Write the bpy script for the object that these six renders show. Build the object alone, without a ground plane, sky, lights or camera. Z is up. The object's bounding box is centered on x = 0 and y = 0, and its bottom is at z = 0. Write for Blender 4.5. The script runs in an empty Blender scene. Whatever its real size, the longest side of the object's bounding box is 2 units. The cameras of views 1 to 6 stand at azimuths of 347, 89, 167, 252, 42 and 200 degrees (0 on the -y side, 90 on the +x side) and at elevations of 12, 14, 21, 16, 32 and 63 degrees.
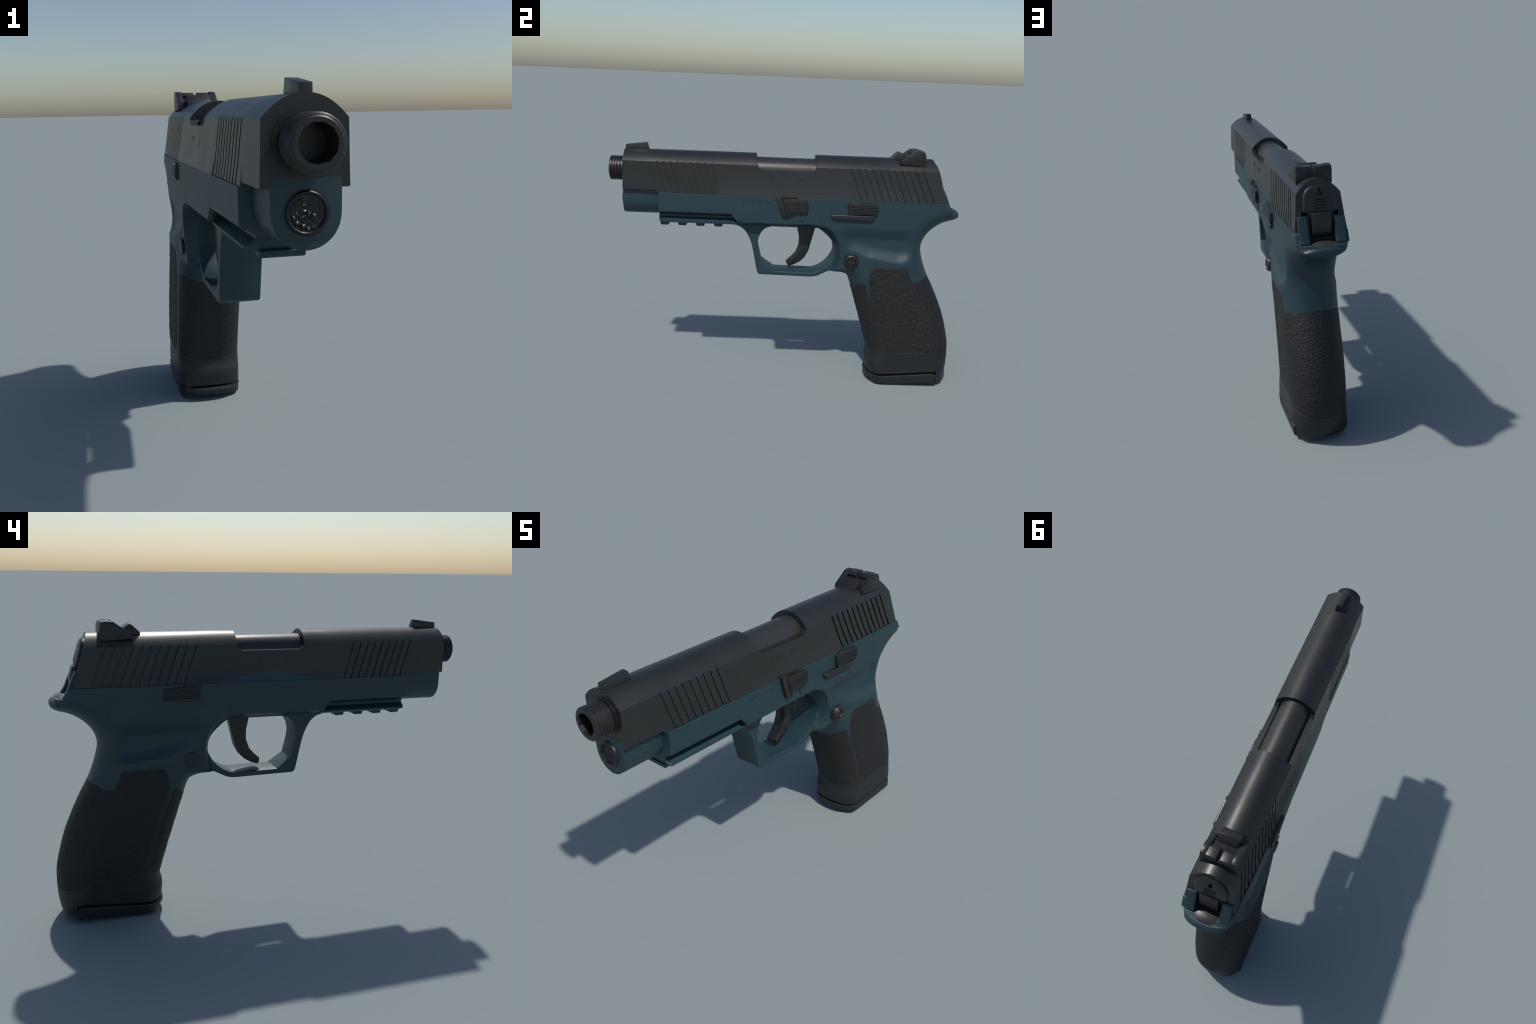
import bpy, bmesh, math, random
import numpy as np
from mathutils import Vector, noise
from mathutils.geometry import delaunay_2d_cdt

random.seed(7)
CX = -0.011                      # middle plane of the whole thing (levers stand out on one side only)
COL = bpy.context.scene.collection

# ------------------------------------------------------------------ materials
def material(name, base, rough, var=0.10, scale=30.0, metallic=0.0, spec=0.5, bump=0.0, bump_scale=220.0, coat=0.0, bump_dist=0.002, bump_detail=3):
    m = bpy.data.materials.new(name); m.use_nodes = True
    nt = m.node_tree; n = nt.nodes; l = nt.links
    p = n["Principled BSDF"]
    p.inputs["Roughness"].default_value = rough
    p.inputs["Metallic"].default_value = metallic
    p.inputs["Specular IOR Level"].default_value = spec
    p.inputs["Coat Weight"].default_value = coat
    tc = n.new("ShaderNodeTexCoord")
    nz = n.new("ShaderNodeTexNoise"); nz.inputs["Scale"].default_value = scale
    nz.inputs["Detail"].default_value = 5.0
    l.new(tc.outputs["Object"], nz.inputs["Vector"])
    cr = n.new("ShaderNodeValToRGB")
    cr.color_ramp.elements[0].position = 0.30; cr.color_ramp.elements[1].position = 0.70
    cr.color_ramp.elements[0].color = [c * (1 - var) for c in base] + [1]
    cr.color_ramp.elements[1].color = [c * (1 + var) for c in base] + [1]
    l.new(nz.outputs["Fac"], cr.inputs["Fac"])
    l.new(cr.outputs["Color"], p.inputs["Base Color"])
    mr = n.new("ShaderNodeMapRange")
    mr.inputs["To Min"].default_value = rough - 0.04; mr.inputs["To Max"].default_value = rough + 0.04
    l.new(nz.outputs["Fac"], mr.inputs["Value"]); l.new(mr.outputs["Result"], p.inputs["Roughness"])
    if bump:
        b = n.new("ShaderNodeTexNoise"); b.inputs["Scale"].default_value = bump_scale; b.inputs["Detail"].default_value = bump_detail
        l.new(tc.outputs["Object"], b.inputs["Vector"])
        bp = n.new("ShaderNodeBump"); bp.inputs["Strength"].default_value = bump; bp.inputs["Distance"].default_value = bump_dist
        l.new(b.outputs["Fac"], bp.inputs["Height"]); l.new(bp.outputs["Normal"], p.inputs["Normal"])
    return m

TEAL = (0.0110, 0.0350, 0.0440)
STEEL = (0.0150, 0.0168, 0.0170)
M_FRAME = material("teal_polymer", TEAL, 0.50, 0.05, 14)
M_SLIDE = material("dark_steel", STEEL, 0.37, 0.07, 9, bump=0.45, bump_scale=5, bump_dist=0.012, bump_detail=0)
M_BARREL = material("barrel_steel", (0.024, 0.024, 0.025), 0.38, 0.06, 25)
M_BLACK = material("black_metal", (0.0135, 0.0135, 0.0140), 0.40, 0.08, 40)
M_PLUG = material("glossy_black_plug", (0.008, 0.008, 0.008), 0.38, 0.08, 40)
M_GRIP = material("black_polymer", (0.0100, 0.0112, 0.0128), 0.52, 0.06, 30)
M_STIP = material("stippled_polymer", (0.0100, 0.0108, 0.0120), 0.60, 0.15, 70, spec=0.42, bump=0.35, bump_scale=260)
M_DARK = material("cavity_black", (0.006, 0.006, 0.007), 0.6, 0.05, 30)
M_TRIG = material("trigger_black", (0.0120, 0.0120, 0.0120), 0.42, 0.06, 30)
M_SADDLE = material("grey_saddle", (0.032, 0.030, 0.030), 0.42, 0.06, 30)
M_MARK = material("engraved_mark", (0.010, 0.0105, 0.011), 0.40, 0.05, 60)
M_MARKF = material("engraved_frame_mark", (0.013, 0.020, 0.024), 0.45, 0.05, 60)

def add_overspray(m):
    """The frame colour runs up over the slide's lower flare on the hidden-lever side as a low gable."""
    nt = m.node_tree; n = nt.nodes; l = nt.links
    p = n["Principled BSDF"]; src = p.inputs["Base Color"].links[0].from_socket
    tc = n.new("ShaderNodeTexCoord"); sx = n.new("ShaderNodeSeparateXYZ"); l.new(tc.outputs["Object"], sx.inputs[0])
    ab = n.new("ShaderNodeMath"); ab.operation = 'ABSOLUTE'; l.new(sx.outputs["Y"], ab.inputs[0])
    ml = n.new("ShaderNodeMath"); ml.operation = 'MULTIPLY_ADD'
    ml.inputs[1].default_value = -0.195; ml.inputs[2].default_value = 1.146
    l.new(ab.outputs[0], ml.inputs[0])
    gt = n.new("ShaderNodeMath"); gt.operation = 'GREATER_THAN'; l.new(ml.outputs[0], gt.inputs[0]); l.new(sx.outputs["Z"], gt.inputs[1])
    side = n.new("ShaderNodeMath"); side.operation = 'LESS_THAN'; l.new(sx.outputs["X"], side.inputs[0]); side.inputs[1].default_value = -0.10
    an = n.new("ShaderNodeMath"); an.operation = 'MULTIPLY'; l.new(gt.outputs[0], an.inputs[0]); l.new(side.outputs[0], an.inputs[1])
    mx = n.new("ShaderNodeMix"); mx.data_type = 'RGBA'
    l.new(an.outputs[0], mx.inputs["Factor"]); l.new(src, mx.inputs["A"]); mx.inputs["B"].default_value = (*TEAL, 1)
    l.new(mx.outputs["Result"], p.inputs["Base Color"])
add_overspray(M_SLIDE)

# ------------------------------------------------------------------ helpers
root = bpy.data.objects.new("pistol", None)
root["label"] = "dark steel and teal semi-automatic pistol standing on its grip"
root["category"] = "pistol"
COL.objects.link(root)

def finish(me, angle=32):
    for p in me.polygons: p.use_smooth = True
    me.set_sharp_from_angle(angle=math.radians(angle))

def obj(name, me, mat, parent=None, angle=32):
    o = bpy.data.objects.new(name, me)
    me.materials.clear(); me.materials.append(mat)
    finish(me, angle)
    COL.objects.link(o); o.parent = parent or root
    return o

def bm_obj(name, bm, mat, parent=None, angle=32):
    bmesh.ops.recalc_face_normals(bm, faces=bm.faces[:])
    me = bpy.data.meshes.new(name); bm.to_mesh(me); bm.free()
    return obj(name, me, mat, parent, angle)

def prism(bm, pts, x0, x1, bevel=0.0, seg=2, axis='x', taper=None):
    """Extrude a closed (y,z) outline along x from x0 to x1 (relative to the middle plane)."""
    tb = bmesh.new()
    def P(a, b, x): return (CX + x, a, b)
    A = [tb.verts.new(P(a, b, x0)) for a, b in pts]
    B = [tb.verts.new(P(a, b, x1)) for a, b in (taper or pts)]
    n = len(pts)
    tb.faces.new(A); tb.faces.new(B[::-1])
    for i in range(n):
        tb.faces.new((A[i], B[i], B[(i + 1) % n], A[(i + 1) % n]))
    bmesh.ops.recalc_face_normals(tb, faces=tb.faces[:])
    if bevel:
        ed = [e for e in tb.edges if len(e.link_faces) == 2 and e.calc_face_angle() > 0.5]
        bmesh.ops.bevel(tb, geom=ed, offset=bevel, segments=seg, profile=0.5, affect='EDGES', clamp_overlap=True)
    me = bpy.data.meshes.new("tmp"); tb.to_mesh(me); tb.free()
    bm.from_mesh(me); bpy.data.meshes.remove(me)

def box(bm, x0, x1, y0, y1, z0, z1, bevel=0.0, seg=2):
    prism(bm, [(y0, z0), (y1, z0), (y1, z1), (y0, z1)], x0, x1, bevel, seg)

def lathe_y(bm, profile, cz, cx=0.0, n=32, phase=0.0):
    """Revolve (y, radius) pairs round an axis parallel to y."""
    rings = []
    for y, r in profile:
        if r < 1e-6: rings.append([bm.verts.new((CX + cx, y, cz))])
        else:
            rings.append([bm.verts.new((CX + cx + r * math.sin(phase + 2 * math.pi * i / n), y,
                                        cz + r * math.cos(phase + 2 * math.pi * i / n))) for i in range(n)])
    for a, b in zip(rings, rings[1:]):
        for i in range(n):
            j = (i + 1) % n
            if len(a) == 1 and len(b) > 1: bm.faces.new((a[0], b[i], b[j]))
            elif len(b) == 1 and len(a) > 1: bm.faces.new((a[i], a[j], b[0]))
            elif len(a) > 1: bm.faces.new((a[i], a[j], b[j], b[i]))
    return rings

def lathe_x(bm, profile, cy, cz, n=24, phase=0.0):
    rings = []
    for x, r in profile:
        if r < 1e-6: rings.append([bm.verts.new((CX + x, cy, cz))])
        else:
            rings.append([bm.verts.new((CX + x, cy + r * math.sin(phase + 2 * math.pi * i / n),
                                        cz + r * math.cos(phase + 2 * math.pi * i / n))) for i in range(n)])
    for a, b in zip(rings, rings[1:]):
        for i in range(n):
            j = (i + 1) % n
            if len(a) == 1 and len(b) > 1: bm.faces.new((a[0], b[i], b[j]))
            elif len(b) == 1 and len(a) > 1: bm.faces.new((a[i], a[j], b[0]))
            elif len(a) > 1: bm.faces.new((a[i], a[j], b[j], b[i]))

def boolean(o, bm, op='DIFFERENCE', angle=32):
    bmesh.ops.recalc_face_normals(bm, faces=bm.faces[:])
    cm = bpy.data.meshes.new("cut"); bm.to_mesh(cm); bm.free()
    co = bpy.data.objects.new("cut", cm); COL.objects.link(co)
    md = o.modifiers.new("b", 'BOOLEAN'); md.object = co; md.operation = op; md.solver = 'EXACT'
    dg = bpy.context.evaluated_depsgraph_get(); dg.update()
    me = bpy.data.meshes.new_from_object(o.evaluated_get(dg))
    o.modifiers.clear(); old = o.data; o.data = me; bpy.data.meshes.remove(old)
    bpy.data.objects.remove(co); bpy.data.meshes.remove(cm)
    finish(me, angle)

def interp(x, xs, ys): return np.interp(x, xs, ys)
def sstep(a, b, x):
    t = np.clip((x - a) / (b - a), 0, 1); return t * t * (3 - 2 * t)

# ------------------------------------------------------------------ slide
Z_EDGE, Z_CREASE, Z_LOW = 1.262, 1.147, 1.0935
def slide_shift(y): return float(np.interp(y, [-0.9, -0.3, 0.3, 0.9], [-0.0025, -0.0015, 0.0008, 0.0005]))
def slide_section(y, wt, wc, wb, zlow, top, n=14):
    half = [(0.0, zlow), (wb - 0.002, zlow), (wb, zlow + 0.002), (wc, Z_CREASE), (wt, Z_EDGE)]
    for i in range(1, n + 1):
        t = 1 - i / n
        half.append((wt * t, Z_EDGE + (top - Z_EDGE) * (1 - t ** 2.2)))
    pts = half + [(-x, z) for x, z in half[-2:0:-1]]
    return [(CX + slide_shift(y) + x, y, z) for x, z in pts]

SLIDE_ROWS = [(-0.915, .1045, .1075, .1090, 1.104, 1.3185), (-0.731, .1050, .1095, .1110, 1.104, 1.3190),
              (-0.729, .1050, .1095, .1135, Z_LOW, 1.3190), (-0.395, .1060, .1130, .1175, Z_LOW, 1.3200),
              (-0.372, .1060, .1135, .1225, Z_LOW, 1.3200), (0.0, .1065, .1165, .1290, Z_LOW, 1.3210), (0.300, .1070, .1190, .1345, Z_LOW, 1.3220),
              (0.340, .1070, .1195, .1350, Z_LOW, 1.3220), (0.370, .1070, .1205, .1325, Z_LOW, 1.3220),
              (0.60, .1070, .1220, .1345, Z_LOW, 1.3225), (0.93, .1070, .1190, .1250, Z_LOW, 1.3230)]
def slide_w(y, z):
    ys = [r[0] for r in SLIDE_ROWS]
    wt, wc, wb = (np.interp(y, ys, [r[k] for r in SLIDE_ROWS]) for k in (1, 2, 3))
    return float(np.interp(z, [Z_LOW, Z_CREASE, Z_EDGE], [wb, wc, wt]))

def build_slide():
    rows = SLIDE_ROWS
    bm = bmesh.new()
    S = [[bm.verts.new(p) for p in slide_section(*r)] for r in rows]
    n = len(S[0])
    for a, b in zip(S, S[1:]):
        for i in range(n): bm.faces.new((a[i], a[(i + 1) % n], b[(i + 1) % n], b[i]))
    bm.faces.new(S[0]); bm.faces.new(S[-1][::-1])
    # raked rear face
    geom = bm.verts[:] + bm.edges[:] + bm.faces[:]
    r = bmesh.ops.bisect_plane(bm, geom=geom, plane_co=(0, 0.880, 1.094), plane_no=(0, 1, 0.32), clear_outer=True)
    bmesh.ops.holes_fill(bm, edges=[e for e in bm.edges if e.is_boundary])
    o = bm_obj("slide", bm, M_SLIDE, None, 13)
    # ejection port, open to the top and both sides
    c = bmesh.new()
    prism(c, [(-0.184, 1.40), (-0.180, 1.300), (-0.172, 1.252), (-0.152, 1.2355), (0.128, 1.2355), (0.148, 1.254), (0.150, 1.40)], -0.2, 0.2)
    boolean(o, c, angle=13)
    # trough below the barrel so that ledges stand at both sides
    c = bmesh.new(); prism(c, [(-0.172, 1.226), (0.140, 1.226), (0.140, 1.25), (-0.172, 1.25)], -0.083, 0.083)
    boolean(o, c, angle=13)
    # slanted serrations
    c = bmesh.new()
    def groove(yt, yb, side, depth):
        hw = 0.0052
        lv = []
        for z in (1.2655, 1.205, 1.147, 1.118, 1.086):
            y = yt + (yb - yt) * (Z_EDGE - z) / (Z_EDGE - Z_LOW); xi = slide_w(y, z) - depth
            lv.append([c.verts.new((CX + slide_shift(y) + side * x, y + dy, z)) for x, dy in ((xi, -hw), (0.17, -hw), (0.17, hw), (xi, hw))])
        for a, b in zip(lv, lv[1:]):
            for k in range(4): c.faces.new((a[k], a[(k + 1) % 4], b[(k + 1) % 4], b[k]))
        c.faces.new(lv[0]); c.faces.new(lv[-1][::-1])
    for s in (-1, 1):
        for i in range(9):
            yt = -0.726 + 0.0375 * i; groove(yt, yt + 0.053, s, 0.0044)
        for i in range(11):
            yt = 0.340 + 0.0398 * i; groove(yt, yt + 0.065 + 0.0005 * i, s, 0.0068)
    boolean(o, c, angle=13)
    # hollow behind the hammer, open to the rear and below
    c = bmesh.new(); box(c, -0.088, 0.088, 0.815, 0.95, 1.05, 1.183)
    boolean(o, c, angle=13)
    return o
slide = build_slide()

def rear_y(z): return 0.880 - (z - 1.094) * 0.32

# rear plate of the slide: arched, proud of the raked face
def build_rear_plate():
    bm = bmesh.new()
    n = 20
    loops = []
    for (off, grow) in ((-0.012, 0.0), (0.006, 0.0), (0.012, -0.006), (0.014, -0.014)):
        ring = []
        w = 0.082 + grow
        for i in range(n + 1):
            a = math.pi * i / n
            x = w * math.copysign(abs(math.cos(a)) ** 0.72, math.cos(a)); z = 1.218 + (0.079 + grow) * math.sin(a) ** 0.9
            ring.append((x, z))
        ring = [(w, 1.180 - grow)] + ring + [(-w, 1.180 - grow)]
        loops.append([bm.verts.new((CX + x, rear_y(z) + off, z + off * 0.32)) for x, z in ring])
    m = len(loops[0])
    for a, b in zip(loops, loops[1:]):
        for i in range(m): bm.faces.new((a[i], a[(i + 1) % m], b[(i + 1) % m], b[i]))
    bm.faces.new(loops[-1]); bm.faces.new(loops[0][::-1])
    o = bm_obj("rear_plate", bm, M_BLACK, slide, 40)
    c = bmesh.new()
    def cut(x0, x1, z0, z1, depth=0.008):
        ps = [(rear_y(z0) + 0.03, z0 + 0.01), (rear_y(z0) + 0.014 - depth, z0), (rear_y(z1) + 0.014 - depth, z1), (rear_y(z1) + 0.03, z1 + 0.01)]
        prism(c, ps, x0, x1)
    for i in range(4): cut(-0.030, 0.030, 1.194 + 0.0125 * i, 1.194 + 0.0125 * i + 0.0055)
    cut(-0.012, 0.012, 1.250, 1.266, 0.012); cut(-0.006, 0.006, 1.2665, 1.282, 0.012)
    boolean(o, c)
    return o
build_rear_plate()

# front sight
bm = bmesh.new()
prism(bm, [(-0.912, 1.305), (-0.783, 1.305), (-0.783, 1.322), (-0.794, 1.3565), (-0.911, 1.341)], -0.0165, 0.0165, 0.002)
bm_obj("front_sight", bm, M_SLIDE, slide)

# rear sight
def build_rear_sight():
    bm = bmesh.new()
    wing = [(0.612, 1.296), (0.757, 1.286), (0.754, 1.348), (0.744, 1.366), (0.724, 1.3715), (0.694, 1.368), (0.618, 1.315)]
    for s in (-1, 1):
        prism(bm, wing, s * 0.060, s * 0.088, 0.0025)
    prism(bm, [(0.640, 1.30), (0.757, 1.29), (0.754, 1.348), (0.745, 1.352), (0.700, 1.350), (0.640, 1.326)], -0.080, 0.080, 0.002)
    o = bm_obj("rear_sight", bm, M_BLACK, slide)
    b = bmesh.new()
    for s in (-1, 1):
        prism(b, [(0.690, 1.340), (0.7555, 1.338), (0.7535, 1.358), (0.746, 1.3685), (0.702, 1.367), (0.684, 1.354)], s * 0.0085, s * 0.0605, 0.0015)
    bm_obj("sight_blade", b, M_BLACK, o)
    b = bmesh.new()
    prism(b, [(0.574, 1.300), (0.660, 1.300), (0.652, 1.335), (0.622, 1.356), (0.610, 1.351), (0.577, 1.320)], -0.050, 0.050, 0.001)
    bm_obj("sight_ramp", b, M_BLACK, o)
build_rear_sight()

# barrel: hood in the port, threaded muzzle with a faceted bore
def build_barrel():
    bm = bmesh.new()
    lathe_y(bm, [(-0.20, 0.0), (-0.20, 0.079), (0.165, 0.079), (0.165, 0.0)], 1.2200, n=28)
    o = bm_obj("barrel", bm, M_BARREL, None, 32)
    bm = bmesh.new()
    R = 0.0685; prof = [(-0.86, 0.0), (-0.86, R - .002), (-0.918, R - 0.002)]
    y = -0.920
    pitch = 0.0158
    for i in range(5):
        prof += [(y, R - 0.0045), (y - pitch * 0.28, R), (y - pitch * 0.62, R), (y - pitch * 0.9, R - 0.0045)]
        y -= pitch
    prof += [(-0.9975, R - 0.007), (-1.0, R - 0.011)]
    r0 = lathe_y(bm, prof, 1.2075, n=36)
    # faceted bore
    k = 11
    bore = lathe_y(bm, [(-1.0, 0.047), (-0.996, 0.0465), (-0.905, 0.0455), (-0.905, 0.0)], 1.2085, 0.001, n=k, phase=0.28)
    edges = [e for e in bm.edges if e.is_boundary]
    bmesh.ops.bridge_loops(bm, edges=edges)
    bm_obj("threaded_muzzle", bm, M_BLACK, o, 28)
    b = bmesh.new()
    lathe_y(b, [(-0.913, 0.082), (-0.9175, 0.082), (-0.9175, 0.060), (-0.91, 0.060)], 1.2075, n=36)
    bm_obj("barrel_bushing", b, M_SLIDE, o)
build_barrel()

# ------------------------------------------------------------------ lower body: silhouette + half-width rule
# The frame and the grip are one smooth body: an outline in (y,z) with a half-width w(y,z); rounded rims.
# outline entries: y, z, corner?, rim radius, rim exponent, rim half-width share
SH = dict(r=0.004, n=2.0, e=0.93)
def V(y, z, corner=False, r=0.004, n=2.0, e=0.93): return (y, z, corner, r, n, e)
OUT = [
    V(-0.917, 1.128, True), V(-0.917, 0.9585, True, .003, 2, .97), V(-0.722, 0.9585, True, .003, 2, .97),
    V(-0.713, 0.938, True), V(-0.705, 0.921, True), V(-0.335, 0.921, True), V(-0.295, 0.920), V(-0.265, 0.911),
    V(-0.233, 0.887), V(-0.206, 0.843), V(-0.189, 0.795), V(-0.160, 0.662, True, .006), V(-0.154, 0.643), V(-0.141, 0.633, True, .006),
    V(0.152, 0.629, True, .008), V(0.190, 0.636), V(0.262, 0.670, False, .010, 2, .88), V(0.303, 0.672, False, .02, 2.2, .72),
    V(0.342, 0.658, False, .05, 2.3, .35), V(0.367, 0.636, False, .085, 2.3, 0.0), V(0.384, 0.600, False, .090, 2.45, 0), V(0.396, 0.565, False, .090, 2.45, 0),
    V(0.422, 0.486, False, .090, 2.45, 0), V(0.473, 0.330, False, .090, 2.45, 0), V(0.509, 0.215, False, .090, 2.45, 0), V(0.517, 0.180, False, .090, 2.45, 0),
    V(0.508, 0.138, False, .090, 2.45, 0), V(0.509, 0.105, False, .090, 2.45, 0), V(0.514, 0.072, True, .090, 2.45, 0), V(0.515, 0.0719, True, .003, 2, .97),
    V(0.600, 0.067, True, .003, 2, .97), V(0.893, 0.094, True, .003, 2, .97), V(0.9185, 0.090, True, .004, 2, .95), V(0.924, 0.030, True, .012, 2, .90),
    V(0.958, 0.024, False, .012, 2, .90), V(0.9835, 0.0345, True, .012, 2, .90), V(0.985, 0.036, True, .125, 2.15, 0), V(0.992, 0.066, False, .125, 2.15, 0), V(0.9985, 0.120, False, .13, 2.15, 0),
    V(0.9985, 0.200, False, .165, 2.15, 0), V(0.991, 0.265, False, .165, 2.15, 0), V(0.963, 0.374, False, .165, 2.15, 0), V(0.931, 0.463, False, .165, 2.15, 0),
    V(0.880, 0.572, False, .165, 2.15, 0), V(0.835, 0.656, False, .155, 2.15, 0), V(0.803, 0.733, False, .15, 2.2, 0), V(0.783, 0.806, False, .13, 2.2, 0),
    V(0.785, 0.848, False, .12, 2.2, 0), V(0.802, 0.889, False, .11, 2.2, 0), V(0.836, 0.929, False, .10, 2.2, 0), V(0.876, 0.958, False, .09, 2.2, 0),
    V(0.912, 0.974, False, .085, 2.2, 0), V(0.947, 0.984, False, .085, 2.2, 0), V(0.973, 0.999, False, .085, 2.3, 0), V(0.981, 1.018, False, .085, 2.3, 0),
    V(0.975, 1.034, False, .085, 2.3, 0), V(0.963, 1.0415, True, .085, 2.3, 0), V(0.9615, 1.0420, True, .034, 2, .62), V(0.925, 1.046, True, .024, 2, .84), V(0.918, 1.046, True, .001, 2, 1), V(0.852, 1.046, True, .001, 2, 1), V(0.852, 1.0942, True, .002, 2, 1),
    V(-0.724, 1.0942, True, .002, 2, .99), V(-0.724, 1.128, True),
]
HOLE = [V(-0.085, 0.9165, True), V(-0.118, 0.904), V(-0.140, 0.880), V(-0.154, 0.850), V(-0.158, 0.812), V(-0.149, 0.763), V(-0.134, 0.705, True), V(-0.060, 0.657, True),
        V(0.160, 0.654, True), V(0.200, 0.669), V(0.236, 0.695), V(0.264, 0.730), V(0.282, 0.772), V(0.276, 0.820), V(0.255, 0.856), V(0.212, 0.896), V(0.180, 0.9165, True)]

def resample(ctrl, closed, step):
    """Catmull-Rom through control points, straight into flagged corners; step(y,z) gives the spacing."""
    out = []
    n = len(ctrl); C = [np.array([c[0], c[1], c[3], c[4], c[5]]) if len(c) > 2 else np.array([c[0], c[1], 0, 0, 0]) for c in ctrl]
    corner = [c[2] if len(c) > 2 else True for c in ctrl]
    for i in range(n if closed else n - 1):
        j = (i + 1) % n; p1, p2 = C[i], C[j]
        L = np.linalg.norm(p2[:2] - p1[:2])
        t1 = (p2 - p1) if corner[i] else 0.5 * (p2 - C[i - 1])
        t2 = (p2 - p1) if corner[j] else 0.5 * (C[(j + 1) % n] - p1)
        # limit the tangents to the span length
        for t in (t1, t2):
            tl = np.linalg.norm(t[:2])
            if tl > 1e-9: t *= min(1.0, 1.2 * L / tl)
        m = max(1, int(math.ceil(L / step(*(0.5 * (p1 + p2)[:2])))))
        for k in range(m):
            s = k / m; s2, s3 = s * s, s * s * s
            q = (2 * s3 - 3 * s2 + 1) * p1 + (s3 - 2 * s2 + s) * t1 + (-2 * s3 + 3 * s2) * p2 + (s3 - s2) * t2
            q[2:] = p1[2:] * (1 - s) + p2[2:] * s
            out.append(q)
    if not closed: out.append(C[-1])
    return np.array(out)

def inside(poly, P):
    x, y = P[:, 0], P[:, 1]; r = np.zeros(len(P), bool)
    a = poly; b = np.roll(poly, -1, 0)
    for (ax, ay), (bx, by) in zip(a[:, :2], b[:, :2]):
        if ay == by: continue
        c = ((ay > y) != (by > y)) & (x < (bx - ax) * (y - ay) / (by - ay) + ax)
        r ^= c
    return r

def seg_dist(A, B, P, attrs=None):
    """distance of every P to the nearest of the segments A-B, with attributes interpolated there"""
    D = np.full(len(P), 1e9); I = np.zeros(len(P), int); T = np.zeros(len(P))
    AB = B - A; LL = np.maximum((AB ** 2).sum(1), 1e-14)
    for s in range(0, len(P), 1500):
        p = P[s:s + 1500, None, :] - A[None]
        t = np.clip((p * AB[None]).sum(2) / LL, 0, 1)
        d = ((p - t[..., None] * AB[None]) ** 2).sum(2)
        i = d.argmin(1); k = np.arange(len(i))
        D[s:s + 1500] = np.sqrt(d[k, i]); I[s:s + 1500] = i; T[s:s + 1500] = t[k, i]
    return D, I, T

# grip colour / texture regions, as seen from the side
SIDE_PANEL = [(0.513, 0.7185), (0.492, 0.705), (0.482, 0.672), (0.485, 0.639), (0.517, 0.547), (0.561, 0.407), (0.606, 0.262), (0.627, 0.227), (0.662, 0.203),
              (0.840, 0.214), (0.898, 0.176), (0.93, 0.168), (1.06, 0.140), (1.06, 0.60), (0.86, 0.668), (0.80, 0.650), (0.768, 0.632), (0.728, 0.634), (0.714, 0.660), (0.697, 0.706), (0.683, 0.716)]
FRONT_PANEL = [(0.30, 0.572), (0.388, 0.574), (0.42, 0.600), (0.448, 0.6145), (0.462, 0.607), (0.470, 0.590), (0.497, 0.508), (0.552, 0.331), (0.574, 0.256), (0.570, 0.216), (0.550, 0.206),
               (0.530, 0.201), (0.505, 0.190), (0.45, 0.180), (0.30, 0.30)]
# black shell: everything below a line with two teal slivers
SHELL = [(0.30, 0.572), (0.388, 0.574), (0.42, 0.600), (0.448, 0.6145), (0.462, 0.607), (0.470, 0.590), (0.4955, 0.512), (0.477, 0.640), (0.481, 0.652), (0.509, 0.556), (0.4845, 0.642), (0.482, 0.672), (0.492, 0.705), (0.513, 0.7185),
         (0.683, 0.716), (0.697, 0.706), (0.714, 0.660), (0.728, 0.634), (0.768, 0.632), (0.80, 0.650), (0.86, 0.668), (1.06, 0.60), (1.06, -0.1), (0.30, -0.1)]
BODY = [(-0.34, 0.920), (0.172, 0.920), (0.225, 0.902), (0.256, 0.868), (0.276, 0.825), (0.284, 0.772), (0.276, 0.720), (0.264, 0.690), (0.250, 0.65), (0.250, -0.3), (1.3, -0.3), (1.3, 1.3), (-0.34, 1.3)]
_guard = resample([(y, z, i in (0, 1, 9), 0, 0, 0) for i, (y, z) in enumerate(BODY[:10])], False, lambda y, z: 0.012)[:, :2]
BODY_A = np.vstack([_guard, np.array(BODY[10:])]); N_GUARD = len(_guard)

FRONT_EDGE = ([0.05, 0.138, 0.18, 0.33, 0.486, 0.60, 0.66, 0.75], [0.508, 0.502, 0.514, 0.473, 0.422, 0.384, 0.350, 0.33])
def rail_w(z):
    return np.interp(z, [0.921, 0.930, 0.938, 0.955, 0.968, 0.990], [0.082, 0.106, 0.107, 0.074, 0.074, 0.1195])
def dust_w(z):
    return np.where(z > 1.045, 0.087, np.sqrt(np.maximum(0.0866 ** 2 - (1.045 - z) ** 2, 1e-8)))
def diag(z): return -0.316 + (0.995 - z) * 0.82

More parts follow.
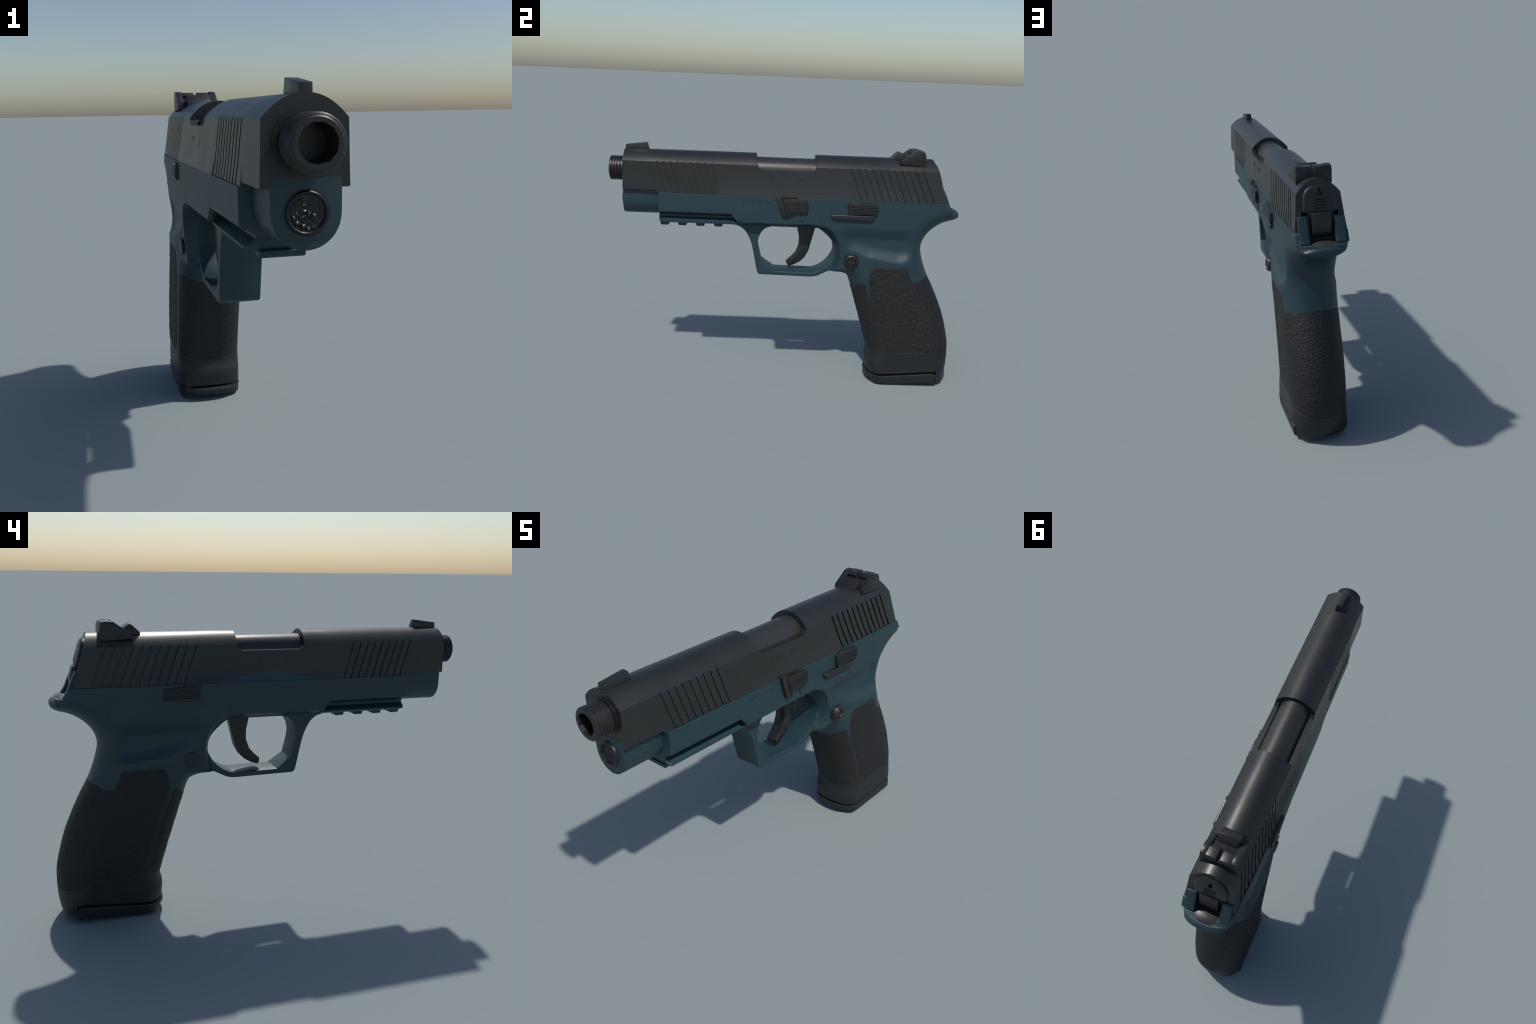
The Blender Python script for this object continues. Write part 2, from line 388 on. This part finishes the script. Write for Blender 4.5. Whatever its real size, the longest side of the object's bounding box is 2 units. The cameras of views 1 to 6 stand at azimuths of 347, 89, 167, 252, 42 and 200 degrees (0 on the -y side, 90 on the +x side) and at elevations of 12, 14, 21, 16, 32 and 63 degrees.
def flank(P): return half_width(P, True)
def half_width(P, flank_only=False):
    y, z = P[:, 0], P[:, 1]
    side = interp(y, [-0.72, -0.3, -0.15, 0.0, 0.2, 0.35, 0.5, 0.7, 0.88, 0.95], [0.119, 0.124, 0.127, 0.130, 0.1345, 0.1375, 0.139, 0.1375, 0.130, 0.127])
    # grip width, growing back from the front edge
    fe = np.interp(z, *FRONT_EDGE)
    g = interp(y - fe, [0.0, 0.05, 0.09, 0.12, 0.16, 0.30, 0.45], [0.119, 0.128, 0.1365, 0.142, 0.1465, 0.1485, 0.147])
    fl = interp(z, [0.0, 0.06, 0.16, 0.25, 0.8], [0.9, 1.0, 1.0, 0.0, 0.0])      # flared foot
    g = g * (1 - fl) + fl * interp(y, [0.50, 0.60, 0.70, 0.92, 1.0], [0.133, 0.138, 0.142, 0.145, 0.145])
    # flank between the levers and the grip: straight at the ends, a thumb trough in the middle
    zc = interp(y, [0.30, 0.40, 0.465, 0.63, 0.70], [0.808, 0.806, 0.778, 0.752, 0.757])
    straight = side + (g - side) * np.clip((0.93 - z) / 0.22, 0, 1)
    low = side - 0.021
    f1 = sstep(0.945, 0.862, z)
    f2 = np.clip((zc + 0.062 - z) / 0.066, 0, 1); f2 = f2 * f2 * (1.6 - 0.6 * f2)
    trough = side + (low - side) * f1
    trough = trough + (g - trough) * f2
    T = sstep(0.29, 0.37, y) * (1 - sstep(0.66, 0.735, y))
    w = straight * (1 - T) + trough * T
    w = np.where(z > 0.945, side, w)
    if flank_only: return w
    # narrow trigger guard, slanting out to the wide body
    ins = inside(BODY_A, P)
    A = BODY_A; B = np.roll(BODY_A, -1, 0)
    d, _, _ = seg_dist(A[:N_GUARD - 1], B[:N_GUARD - 1], P)
    w = np.where(y > -0.335, np.minimum(w, 0.073 + np.where(ins, 2.1 * d, 0.0)), w)
    # accessory rail
    dg = diag(z)
    k = np.clip((y - (dg - 0.004)) / 0.004, 0, 1)
    wr = np.where(z > 0.968, 0.074 + (side - 0.074) * np.clip((z - 0.968) / 0.022, 0, 1), rail_w(z))
    back = np.where(z < 0.990, np.minimum(side, 0.073 + 2.1 * np.maximum(z - 0.920, 0)), side)
    w = np.where((y < dg) & (y < -0.2575) & (z > 0.9125), wr * (1 - k) + back * k, w)
    # dust cover
    k = np.clip((y + 0.722) / 0.006, 0, 1)
    w = np.where(y < -0.716, dust_w(z) * (1 - k) + w * k, w)
    return w

def middle(P):
    """the grip stands a little off the middle plane of the slide"""
    y, z = P[:, 0], P[:, 1]
    return CX + 0.0015 * sstep(-0.2, 0.3, y) + 0.003 * sstep(0.30, 0.50, y) * sstep(0.95, 0.70, z)

def surf(y, z, side):
    p = np.array([[y, z]]); return float(middle(p)[0] + side * half_width(p)[0]) - CX

def in_grip(P):
    return inside(np.array(SHELL), P)

def build_body(outline, holes, width, lines, regions, spacing, fine, shell_step, mid=middle):
    """outline/holes: control lists; regions: name->polygon, later ones win; returns verts, faces, region index"""
    step = lambda y, z: fine if (fine and in_grip(np.array([[y, z]]))[0]) else shell_step
    loops = [resample(outline, True, step)] + [resample(h, True, lambda y, z: shell_step) for h in holes]
    A = np.vstack([l[:, :2] for l in loops]); B = np.vstack([np.roll(l[:, :2], -1, 0) for l in loops])
    AT = np.vstack([l[:, 2:] for l in loops]); BT = np.vstack([np.roll(l[:, 2:], -1, 0) for l in loops])
    def valid(P):
        r = inside(loops[0], P)
        for h in loops[1:]: r &= ~inside(h, P)
        return r
    pts = [A]; edges = []; base = 0
    for l in loops:
        m = len(l); edges += [(base + i, base + (i + 1) % m) for i in range(m)]; base += m
    nb = base
    # constraint lines inside
    LA, LB = [], []
    for ln, closed in lines:
        q = resample([(a, b) for a, b in ln], closed, lambda y, z: min(step(y, z) * 1.0, 0.012))[:, :2]
        m = len(q)
        for i in range(m if closed else m - 1):
            a, b = q[i], q[(i + 1) % m]
            LA.append(a); LB.append(b)
        pts.append(q); edges += [(base + i, base + (i + 1) % m) for i in range(m if closed else m - 1)]; base += m
    # rows that follow the rims, closer together where the rim turns away
    cand = []; cd = []
    for l in loops:
        t = np.roll(l[:, :2], -1, 0) - np.roll(l[:, :2], 1, 0)
        t /= np.maximum(np.linalg.norm(t, axis=1), 1e-9)[:, None]
        nrm = np.stack([-t[:, 1], t[:, 0]], 1)
        test = l[:, :2] + nrm * 2e-4
        if valid(test).mean() < 0.5: nrm = -nrm
        for i, q in enumerate(l):
            r, n, e = q[2:]
            sp = step(q[0], q[1])
            N = max(2, int(1.35 * max(r, 0.13 * (1 - e)) / sp)) if r > 0.012 else 2
            for k in range(1, N + 1):
                th = 0.5 * math.pi * k / N
                d = r * (1 - math.cos(th) ** (2 / n)) if k < N else r
                if d < 1.2e-4: continue
                cand.append(q[:2] + nrm[i] * d); cd.append(d)
    cand = np.array(cand); cd = np.array(cd)
    ok = valid(cand); D, _, _ = seg_dist(A, B, cand)
    cand = cand[ok & (D > 0.985 * cd)]
    # thin out crowded rows
    key = {}
    keep = []
    for i, p in enumerate(cand):
        keep.append(i)
    cand = cand[keep]
    # interior hex grid
    grids = []
    def hexgrid(s):
        y0, y1 = A[:, 0].min(), A[:, 0].max(); z0, z1 = A[:, 1].min(), A[:, 1].max()
        rows = int((z1 - z0) / (s * 0.866)); G = []
        for j in range(rows + 1):
            ys = np.arange(y0 + (j % 2) * s / 2, y1, s)
            G.append(np.stack([ys, np.full(len(ys), z0 + j * s * 0.866)], 1))
        return np.vstack(G)
    G = hexgrid(spacing); g1 = in_grip(G) if fine else np.zeros(len(G), bool); grids.append((G[~g1], spacing))
    if fine:
        G = hexgrid(fine); grids.append((G[in_grip(G)], fine))
    allc = []
    for G, s in grids:
        G = G[valid(G)]
        D, I, T = seg_dist(A, B, G)
        r = AT[I, 0] * (1 - T) + BT[I, 0] * T
        G = G[D > np.maximum(r + 0.4 * s, 0.4 * s)]
        allc.append((G, s))
    allc.append((cand, 0.0))
    if LA:
        LA = np.array(LA); LB = np.array(LB)
        for G, s in allc:
            if not len(G): continue
            D, _, _ = seg_dist(LA, LB, G)
            pts.append(G[D > max(0.35 * s, 0.0008)])
    else:
        pts += [G for G, s in allc if len(G)]
    P = np.vstack(pts)
    res = delaunay_2d_cdt([Vector(p) for p in P], edges, [], 0, 1e-6)
    Q = np.array([tuple(v) for v in res[0]]); F = np.array([f for f in res[2] if len(f) == 3])
    cen = Q[F].mean(1)
    F = F[valid(cen)]
    # drop degenerate slivers
    a, b, c = Q[F[:, 0]], Q[F[:, 1]], Q[F[:, 2]]
    area = (b[:, 0] - a[:, 0]) * (c[:, 1] - a[:, 1]) - (b[:, 1] - a[:, 1]) * (c[:, 0] - a[:, 0])
    F[area < 0] = F[area < 0][:, ::-1]
    used = np.unique(F); remap = -np.ones(len(Q), int); remap[used] = np.arange(len(used)); Q = Q[used]; F = remap[F]
    # half width with rims
    W = width(Q)
    lo_r = np.minimum(AT[:, 0], BT[:, 0]); hi_r = np.maximum(AT[:, 0], BT[:, 0])
    rnd = lo_r > 0.035
    corner = (lo_r < 0.035) & (hi_r > 0.035) & (np.linalg.norm(B - A, axis=1) < 0.004)   # a round meeting an edge: neither
    def share(mask):
        if not mask.any(): return np.ones(len(Q))
        D, I, T = seg_dist(A[mask], B[mask], Q)
        at = AT[mask][I] * (1 - T)[:, None] + BT[mask][I] * T[:, None]
        r, n, e = np.maximum(at[:, 0], 1e-5), np.maximum(at[:, 1], 1), at[:, 2]
        t = np.clip(D / r, 0, 1)
        return e + (1 - e) * np.power(np.maximum(1 - np.power(1 - t, n), 0), 1 / n)
    w = W * np.minimum(share(rnd), share(~rnd & ~corner))
    # boundary edges from triangles
    cnt = {}
    for f in F:
        for i in range(3):
            k = (f[i], f[(i + 1) % 3]); cnt[k] = cnt.get(k, 0) + 1
    bed = [k for k in cnt if (k[1], k[0]) not in cnt]
    onb = set(i for k in bed for i in k)
    nq = len(Q)
    cx = mid(Q)
    right = np.column_stack([cx + w, Q]); left = np.column_stack([cx - w, Q])
    Vt = np.vstack([right, left])
    lid = np.arange(nq) + nq
    for i in onb:
        if w[i] < 3e-4: Vt[i, 0] = cx[i]; lid[i] = i
    faces = []; reg = []
    names = list(regions)
    cen = Q[F].mean(1)
    ridx = np.zeros(len(F), int)
    for k, nm in enumerate(names):
        if regions[nm] is not None: ridx[inside(np.array(regions[nm]), cen)] = k
    for f, k in zip(F, ridx):
        faces.append((f[0], f[1], f[2])); reg.append(k)
        faces.append((lid[f[0]], lid[f[2]], lid[f[1]])); reg.append(k)
    for (a, b) in bed:
        mid = 0.5 * (Q[a] + Q[b])[None]
        k = 0
        for kk, nm in enumerate(names):
            if regions[nm] is not None and inside(np.array(regions[nm]), mid)[0]: k = kk
        la, lb = lid[a], lid[b]
        if la == a and lb == b: continue
        if la == a: q = (b, a, lb)
        elif lb == b: q = (b, a, la)
        else: q = (b, a, la, lb)
        faces.append(q); reg.append(k)
    return Vt, faces, np.array(reg), Q, np.concatenate([np.arange(nq), np.arange(nq)])

def bumps(p):
    """pebbled, slightly streaky relief"""
    q = Vector((p[0] * 1.0, p[1], p[2]))
    u = (q.y + 0.55 * q.z) / 0.0105; v = (q.z - 0.45 * q.y) / 0.0085
    d, _ = noise.voronoi(Vector((u, v, q.x / 0.0105)))
    h = 1.0 - min(1.0, d[0] * 1.35)
    return h + 0.3 * noise.noise(q * 60)

def make_body():
    z_arc = [1.045 - 0.0866 * math.cos(math.radians(a)) for a in (8, 18, 28, 38, 48, 58, 68, 78, 90)]
    lines = [([(-0.9165, z), (-0.7225, z)], False) for z in z_arc]
    lines += [([(-0.722, 0.9600), (-0.722, 1.092)], False), ([(-0.716, 0.9400), (-0.716, 1.0915)], False)]
    for z in (0.930, 0.938, 0.955, 0.968, 0.9895):
        lines.append(([(-0.7125, z), (diag(z) - 0.005, z)], False))
    lines += [([(diag(z), z) for z in (0.990, 0.97, 0.95, 0.938, 0.930, 0.924)], False),
              ([(diag(z) - 0.004, z) for z in (0.990, 0.97, 0.95, 0.938, 0.930, 0.924)], False)]
    # the guard line and, above it, the crease where the slant meets the flank
    lo = [p for p in _guard if p[0] > -0.255 and not (p[1] < 0.78)]
    t = np.gradient(np.array(lo), axis=0); t /= np.linalg.norm(t, axis=1)[:, None]
    nrm = np.stack([-t[:, 1], t[:, 0]], 1)
    hi = np.array(lo) + nrm * 0.03
    for _ in range(6):
        y, z = hi[:, 0], hi[:, 1]
        hi = np.array(lo) + nrm * ((flank(hi) - 0.073) / 2.1)[:, None]
    lines += [([tuple(p) for p in lo], False), ([(-0.240, float(hi[0][1]))] + [tuple(p) for p in hi if p[0] > -0.235], False)]
    clip = lambda poly: poly
    lines += [(SHELL, True)]
    # panel edges that do not lie on the shell's edge
    lines += [([(0.4845, 0.642), (0.517, 0.547), (0.561, 0.407), (0.606, 0.262), (0.627, 0.227), (0.662, 0.203), (0.840, 0.214), (0.898, 0.176), (0.93, 0.168), (1.06, 0.140)], False),
              ([(0.4955, 0.512), (0.552, 0.331), (0.574, 0.256), (0.570, 0.216), (0.550, 0.206), (0.530, 0.201), (0.505, 0.190), (0.45, 0.180)], False)]
    # the black shell closes over its two panels
    sp = [p for p in SIDE_PANEL]
    regions = {"frame": None, "grip_shell": SHELL, "grip_panel": SIDE_PANEL, "front_strap_panel": FRONT_PANEL}
    # sliver tips belong to the frame: panels end at their own edges
    V_, F_, R_, Q, qi = build_body(OUT, [HOLE], half_width, lines, regions, 0.0105, 0.0030, 0.0065)
    me = bpy.data.meshes.new("body"); me.from_pydata([tuple(v) for v in V_], [], [tuple(int(i) for i in f) for f in F_])
    me.update()
    # stippled relief inside the panels, sunk seam along their edges
    nv = len(me.vertices)
    reg_in = np.zeros(nv, bool); reg_out = np.zeros(nv, bool)
    for p, k in zip(me.polygons, R_):
        for v in p.vertices:
            if k >= 2: reg_in[v] = True
            else: reg_out[v] = True
    N = np.array([tuple(v.normal) for v in me.vertices]); X = np.array([tuple(v.co) for v in me.vertices])
    seam = reg_in & reg_out
    pan = reg_in & ~reg_out
    sd, _, _ = seg_dist(X[seam], X[seam] + 1e-6, X[pan]) if seam.any() else (None, None, None)
    idx = np.where(pan)[0]
    for j, i in enumerate(idx):
        X[i] += N[i] * (0.0034 * bumps(X[i]) - 0.0012) * min(1.0, sd[j] / 0.006)
    X[seam] -= N[seam] * 0.0016
    me.vertices.foreach_set("co", X.ravel()); me.update()
    for p in me.polygons: p.use_smooth = True
    me.set_sharp_from_angle(angle=math.radians(33))
    # keep the stipple soft: no sharp edges inside the panels
    cn = np.array([tuple(c.vector) for c in me.corner_normals])
    mats = [M_FRAME, M_GRIP, M_STIP, M_STIP]; out = []
    for k, nm in enumerate(regions):
        sel = [p for p in me.polygons if R_[p.index] == k]
        vs = sorted({v for p in sel for v in p.vertices}); mp = {v: i for i, v in enumerate(vs)}
        m2 = bpy.data.meshes.new(nm)
        m2.from_pydata([me.vertices[v].co[:] for v in vs], [], [[mp[v] for v in p.vertices] for p in sel])
        m2.update(); m2.materials.append(mats[k])
        for p in m2.polygons: p.use_smooth = True
        m2.normals_split_custom_set([cn[li] for p in sel for li in p.loop_indices])
        o = bpy.data.objects.new(nm, m2); COL.objects.link(o); o.parent = root; out.append(o)
    bpy.data.meshes.remove(me)
    return out
frame, shell, panel, fpanel = make_body()

# ------------------------------------------------------------------ magazine base plate
def build_base():
    fr = dict(r=.075, n=2.5, e=0.0)
    out = [V(0.5135, 0.0619, True, .003, 2, .97), V(0.5125, 0.062, True, .085, 2.4, 0), V(0.5075, 0.047, False, .085, 2.4, 0), V(0.514, 0.030, False, .080, 2.4, 0), V(0.529, 0.017, True, .075, 2.4, 0),
           V(0.530, 0.0165, True, .014, 2, .85), V(0.575, 0.006, False, .012, 2, .90),
           V(0.63, 0.004, True, .010, 2, .92), V(0.921, 0.021, True, .008, 2, .94), V(0.9165, 0.075, True, .004, 2, .97), V(0.895, 0.0825, True, .003, 2, .97), V(0.600, 0.0555, True, .003, 2, .97)]
    def wd(P):
        return interp(P[:, 0], [0.50, 0.60, 0.92], [0.133, 0.139, 0.1435]) + interp(P[:, 1], [0, 0.05], [-0.004, 0.0])
    Vt, F, R, Q, qi = build_body(out, [], wd, [], {"base": None}, 0.008, None, 0.0045, mid=lambda P: np.full(len(P), CX + 0.0045))
    me = bpy.data.meshes.new("magazine_base"); me.from_pydata([tuple(v) for v in Vt], [], [tuple(int(i) for i in f) for f in F]); me.update()
    o = obj("magazine_base", me, M_GRIP, None, 35)
    b = bmesh.new()
    prism(b, [(0.535, 0.05), (0.60, 0.045), (0.915, 0.070), (0.915, 0.11), (0.60, 0.082), (0.535, 0.085)], -0.112, 0.112, 0.030, 4)
    bm_obj("magazine_body", b, M_DARK, o)
build_base()

# ------------------------------------------------------------------ rail teeth
for i, yc in enumerate((-0.687, -0.588, -0.487, -0.385)):
    b = bmesh.new()
    prism(b, [(yc - 0.027, 0.924), (yc + 0.027, 0.924), (yc + 0.022, 0.9020), (yc - 0.022, 0.9020)], -0.064, 0.064, 0.004, 1)
    bm_obj("rail_tooth", b, M_FRAME, frame)

# ------------------------------------------------------------------ rear horns, hammer, saddle
for s in (-1, 1):
    b = bmesh.new()
    prism(b, [(0.845, 1.03), (0.845, 1.160), (0.866, 1.166), (0.876, 1.146), (0.892, 1.112), (0.905, 1.080), (0.917, 1.060), (0.926, 1.050), (0.915, 1.038), (0.86, 1.03)],
          s * 0.063, s * 0.1125, 0.005, 3)
    bm_obj("frame_horn", b, M_FRAME, frame, 40)
def build_rear_block():
    out = [V(0.852, 1.046, True, .001, 2, 1), V(0.852, 1.0942, True, .001, 2, 1), V(0.884, 1.0942, True, .004, 2, .97), V(0.896, 1.086, False, .006, 2, .95), V(0.906, 1.068, False, .006, 2, .95),
           V(0.918, 1.046, True, .001, 2, 1)]
    Vt, F, R, Q, qi = build_body(out, [], half_width, [], {"block": None}, 0.006, None, 0.004)
    me = bpy.data.meshes.new("rear_block"); me.from_pydata([tuple(v) for v in Vt], [], [tuple(int(i) for i in f) for f in F]); me.update()
    o = obj("rear_block", me, M_FRAME, frame, 40)
    c = bmesh.new(); box(c, -0.0625, 0.0625, 0.80, 0.95, 1.0, 1.15); boolean(o, c, angle=40)
build_rear_block()
b = bmesh.new()
prism(b, [(0.82, 1.075), (0.82, 1.180), (0.866, 1.180), (0.877, 1.172), (0.889, 1.12), (0.886, 1.078)], -0.047, 0.047, 0.004)
bm_obj("hammer", b, M_BLACK)
b = bmesh.new()
box(b, -0.064, 0.064, 0.80, 0.862, 1.04, 1.186); box(b, -0.0625, 0.0625, 0.84, 0.884, 1.03, 1.066)
bm_obj("hammer_well", b, M_DARK)
b = bmesh.new()
rows = []
for i in range(13):
    t = -1 + 2 * i / 12
    x = 0.058 * t; lift = 0.009 * (1 - t * t)
    rows.append([b.verts.new((CX + x * q, y, z + lift * k)) for y, z, k, q in ((0.878, 1.034, 0.0, 1), (0.888, 1.045, .5, 1), (0.910, 1.0465, 1.0, 1), (0.938, 1.044, 1.0, .93), (0.954, 1.040, .6, .75), (0.963, 1.032, .1, .5))])
for a, c in zip(rows, rows[1:]):
    for i in range(5): b.faces.new((a[i], c[i], c[i + 1], a[i + 1]))
ed = [e for e in b.edges if e.is_boundary]
r = bmesh.ops.extrude_edge_only(b, edges=ed)
for v in [g for g in r["geom"] if isinstance(g, bmesh.types.BMVert)]: v.co.z -= 0.012; v.co.y -= 0.012
bm_obj("tang_saddle", b, M_SADDLE, frame, 45)

# ------------------------------------------------------------------ trigger
b = bmesh.new()
TR = [(0.066, 0.935), (0.072, 0.895), (0.083, 0.850), (0.083, 0.803), (0.066, 0.756), (0.040, 0.727), (0.014, 0.703), (0.016, 0.688), (0.025, 0.677),
      (0.060, 0.689), (0.090, 0.707), (0.114, 0.730), (0.136, 0.772), (0.147, 0.819), (0.166, 0.899), (0.170, 0.935)]
prism(b, TR, -0.030, 0.030, 0.004)
trig = bm_obj("trigger", b, M_TRIG, None, 40)
b = bmesh.new()
prism(b, [(y - 0.004, z - 0.001) for y, z in TR[:8]] + [(0.06, 0.72), (0.1, 0.76), (0.11, 0.82), (0.11, 0.92)], -0.013, 0.013, 0.002)
bm_obj("trigger_blade", b, M_TRIG, trig, 40)

# ------------------------------------------------------------------ controls
def ribbed_block(name, pts, x0, x1, n, lo, hi, ends, parent=None):
    b = bmesh.new(); prism(b, pts, x0, x1 - math.copysign(0.0035, x1), 0.003)
    o = bm_obj(name, b, M_BLACK, parent)
    c = bmesh.new()
    for i in range(n):
        t = (i + 0.5) / n
        z0 = lo[0] + (hi[0] - lo[0]) * t; z1 = lo[1] + (hi[1] - lo[1]) * t
        h = abs(hi[0] - lo[0]) / n * 0.30
        xo = x1 if x1 > 0 else x1
        prism(c, [(ends[0], z0 - h), (ends[1], z1 - h), (ends[1], z1 + h), (ends[0], z0 + h)], x0, xo + (0.0012 if x1 > 0 else -0.0012), 0.0012, 1)
    bm_obj(name.split("_")[0] + "_rib", c, M_BLACK, o)
    return o
# slide catch: slanted bar, ribbed thumb piece, pivot
b = bmesh.new()
prism(b, [(-0.068, 1.103), (-0.040, 1.106), (-0.004, 1.004), (-0.006, 0.988), (-0.024, 0.984), (-0.034, 0.994)], 0.10, 0.146, 0.004)
catch = bm_obj("slide_catch", b, M_BLACK)
ribbed_block("catch_thumb_piece", [(-0.030, 1.086), (0.050, 1.090), (0.102, 1.085), (0.113, 1.013), (0.032, 1.011), (-0.002, 0.986), (-0.014, 1.03)], 0.10, 0.152, 6, (1.017, 1.018), (1.078, 1.079), (-0.018, 0.110), catch)
b = bmesh.new(); prism(b, [(-0.04, 1.086), (0.046, 1.086), (0.056, 1.098), (-0.042, 1.100)], 0.11, 0.1355, 0.001)
bm_obj("catch_slot", b, M_DARK, catch)
b = bmesh.new(); lathe_x(b, [(0.10, 0.015), (0.1375, 0.015), (0.1375, 0.0115), (0.1355, 0.0115), (0.1355, 0)], 0.085, 0.981, 20)
bm_obj("catch_pivot", b, M_FRAME, catch)
# decocking lever with its ribbed block
b = bmesh.new()
prism(b, [(0.240, 1.004), (0.248, 1.013), (0.40, 1.013), (0.477, 1.013), (0.484, 1.004), (0.482, 0.990), (0.465, 0.979), (0.36, 0.981), (0.263, 0.985), (0.245, 0.992)], 0.10, 0.154, 0.006, 3)
dec = bm_obj("decocking_lever", b, M_BLACK)
ribbed_block("lever_thumb_piece", [(0.330, 1.078), (0.362, 1.094), (0.40, 1.087), (0.488, 1.081), (0.499, 1.066), (0.501, 1.030), (0.490, 1.021), (0.345, 1.013), (0.336, 1.022)], 0.10, 0.158, 6, (1.020, 1.024), (1.074, 1.072), (0.338, 0.498), dec)
# opposite side: low ribbed release and a flat pin
ribbed_block("release_button", [(0.494, 1.077), (0.395, 1.087), (0.326, 1.088), (0.322, 1.082), (0.332, 1.024), (0.340, 1.018), (0.488, 1.021), (0.495, 1.028)], -0.10, -0.149, 5, (1.026, 1.027), (1.080, 1.076), (0.332, 0.490))
PX = surf(0.373, 0.745, -1)
b = bmesh.new(); lathe_x(b, [(-0.09, 0.034), (PX - 0.006, 0.034), (PX - 0.008, 0.032), (PX - 0.0085, 0)], 0.373, 0.745, 16)
bm_obj("frame_pin", b, M_TRIG)
# button on the lever side: domed rim with an irregular relief inside
def relief_disc(name, axis, cy, cz, base, R, mat, parent, seed, amp, n_r=26, n_a=72, tilt=1):
    b = bmesh.new(); rings = []
    for i in range(n_r + 1):
        r = R * i / n_r; ring = []
        for j in range(n_a if i else 1):
            a = 2 * math.pi * j / n_a
            p, q = r * math.cos(a), r * math.sin(a)
            t = r / R
            h = 0.0
            if t < 0.72:
                c, _ = noise.voronoi(Vector((p / (R * 0.27) + seed, q / (R * 0.27), seed)))
                h = amp * (3.0 * (c[1] - c[0]) - 1.1)
            elif t < 0.79: h = -amp * 0.7
            elif t < 0.96: h = amp * (0.9 if 0.82 < t < 0.92 else 0.3)
            else: h = -amp
            if axis == 'y': ring.append(b.verts.new((CX + p, base - h, cz + q)))
            else: ring.append(b.verts.new((CX + base + h, cy + p, cz + q)))
        rings.append(ring)
    for i in range(n_r):
        for j in range(n_a):
            k = (j + 1) % n_a
            if i == 0: b.faces.new((rings[0][0], rings[1][j], rings[1][k]))
            else: b.faces.new((rings[i][j], rings[i + 1][j], rings[i + 1][k], rings[i][k]))
    ed = [e for e in b.edges if e.is_boundary]
    r = bmesh.ops.extrude_edge_only(b, edges=ed)
    for v in [g for g in r["geom"] if isinstance(g, bmesh.types.BMVert)]:
        if axis == 'y': v.co.y += 0.02
        else: v.co.x -= 0.02
    return bm_obj(name, b, mat, parent, 50)
b = bmesh.new(); lathe_x(b, [(0.09, 0.040), (0.138, 0.040), (0.148, 0.036), (0.153, 0.029), (0.153, 0.026), (0.149, 0.025), (0.149, 0)], 0.3735, 0.747, 28)
btn = bm_obj("magazine_button", b, M_BLACK, None, 40)
relief_disc("button_relief", 'x', 0.3735, 0.747, 0.1505, 0.0255, M_PLUG, btn, 3.3, 0.0022)
relief_disc("guide_rod_plug", 'y', 0, 1.0475, -0.9225, 0.0555, M_PLUG, None, 8.1, 0.0042)

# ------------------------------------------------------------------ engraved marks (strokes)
def strokes(name, segs, where, th, mat, parent):
    b = bmesh.new()
    for (y0, z0, y1, z1) in segs:
        d = Vector((y1 - y0, z1 - z0)); L = d.length; nrm = Vector((-d.y, d.x)) / L * th / 2
        pts = [(y0 + nrm.x, z0 + nrm.y), (y0 - nrm.x, z0 - nrm.y), (y1 - nrm.x, z1 - nrm.y), (y1 + nrm.x, z1 + nrm.y)]
        x = where((y0 + y1) / 2, (z0 + z1) / 2); x += math.copysign(0.0008, x)
        prism(b, pts, x - math.copysign(0.008, x), x)
    bm_obj(name, b, mat, parent)
strokes("slide_marking", [(-0.098, 1.168, -0.098, 1.200), (-0.098, 1.199, -0.078, 1.170), (-0.078, 1.170, -0.078, 1.192),
                          (-0.068, 1.192, -0.056, 1.192), (-0.068, 1.184, -0.058, 1.184), (-0.048, 1.193, -0.036, 1.193), (-0.046, 1.184, -0.038, 1.184),
                          (-0.020, 1.192, -0.008, 1.192), (0.034, 1.198, 0.037, 1.178), (0.037, 1.178, 0.052, 1.175), (0.052, 1.175, 0.056, 1.198),
                          (0.062, 1.200, 0.074, 1.197), (0.074, 1.197, 0.074, 1.189), (0.074, 1.189, 0.064, 1.187)], lambda y, z: slide_w(y, z) + slide_shift(y), 0.0022, M_MARK, slide)
strokes("slide_marking", [(0.049, 1.196, 0.033, 1.196), (0.033, 1.196, 0.033, 1.181), (0.033, 1.181, 0.049, 1.181), (0.049, 1.181, 0.049, 1.196),
                          (-0.078, 1.194, -0.093, 1.192), (-0.093, 1.192, -0.092, 1.178), (-0.092, 1.178, -0.079, 1.180), (-0.094, 1.177, -0.046, 1.154)], lambda y, z: -slide_w(y, z) + slide_shift(y), 0.0022, M_MARK, slide)
strokes("frame_marking", [(-0.250, 1.066, -0.248, 1.053), (-0.248, 1.053, -0.238, 1.052), (-0.238, 1.052, -0.236, 1.066), (-0.218, 1.065, -0.206, 1.065), (-0.218, 1.065, -0.217, 1.053),
                          (-0.198, 1.064, -0.180, 1.063), (-0.188, 1.063, -0.187, 1.051), (-0.148, 1.068, -0.160, 1.066), (-0.160, 1.066, -0.158, 1.053), (-0.158, 1.053, -0.144, 1.055),
                          (-0.132, 1.070, -0.122, 1.060), (-0.118, 1.051, -0.081, 1.080)], lambda y, z: surf(y, z, 1), 0.0022, M_MARKF, frame)

# small set pins in the frame
for y, z, r in ((0.192, 0.966, 0.006), (0.742, 0.972, 0.006), (0.592, 0.832, 0.005)):
    for sd in (-1, 1):
        b = bmesh.new(); x = surf(y, z, sd)
        lathe_x(b, [(x - sd * 0.01, r), (x + sd * 0.0006, r), (x + sd * 0.0010, r * 0.6), (x + sd * 0.0010, 0)], y, z, 10)
        bm_obj("frame_rivet", b, M_MARKF, frame, 40)
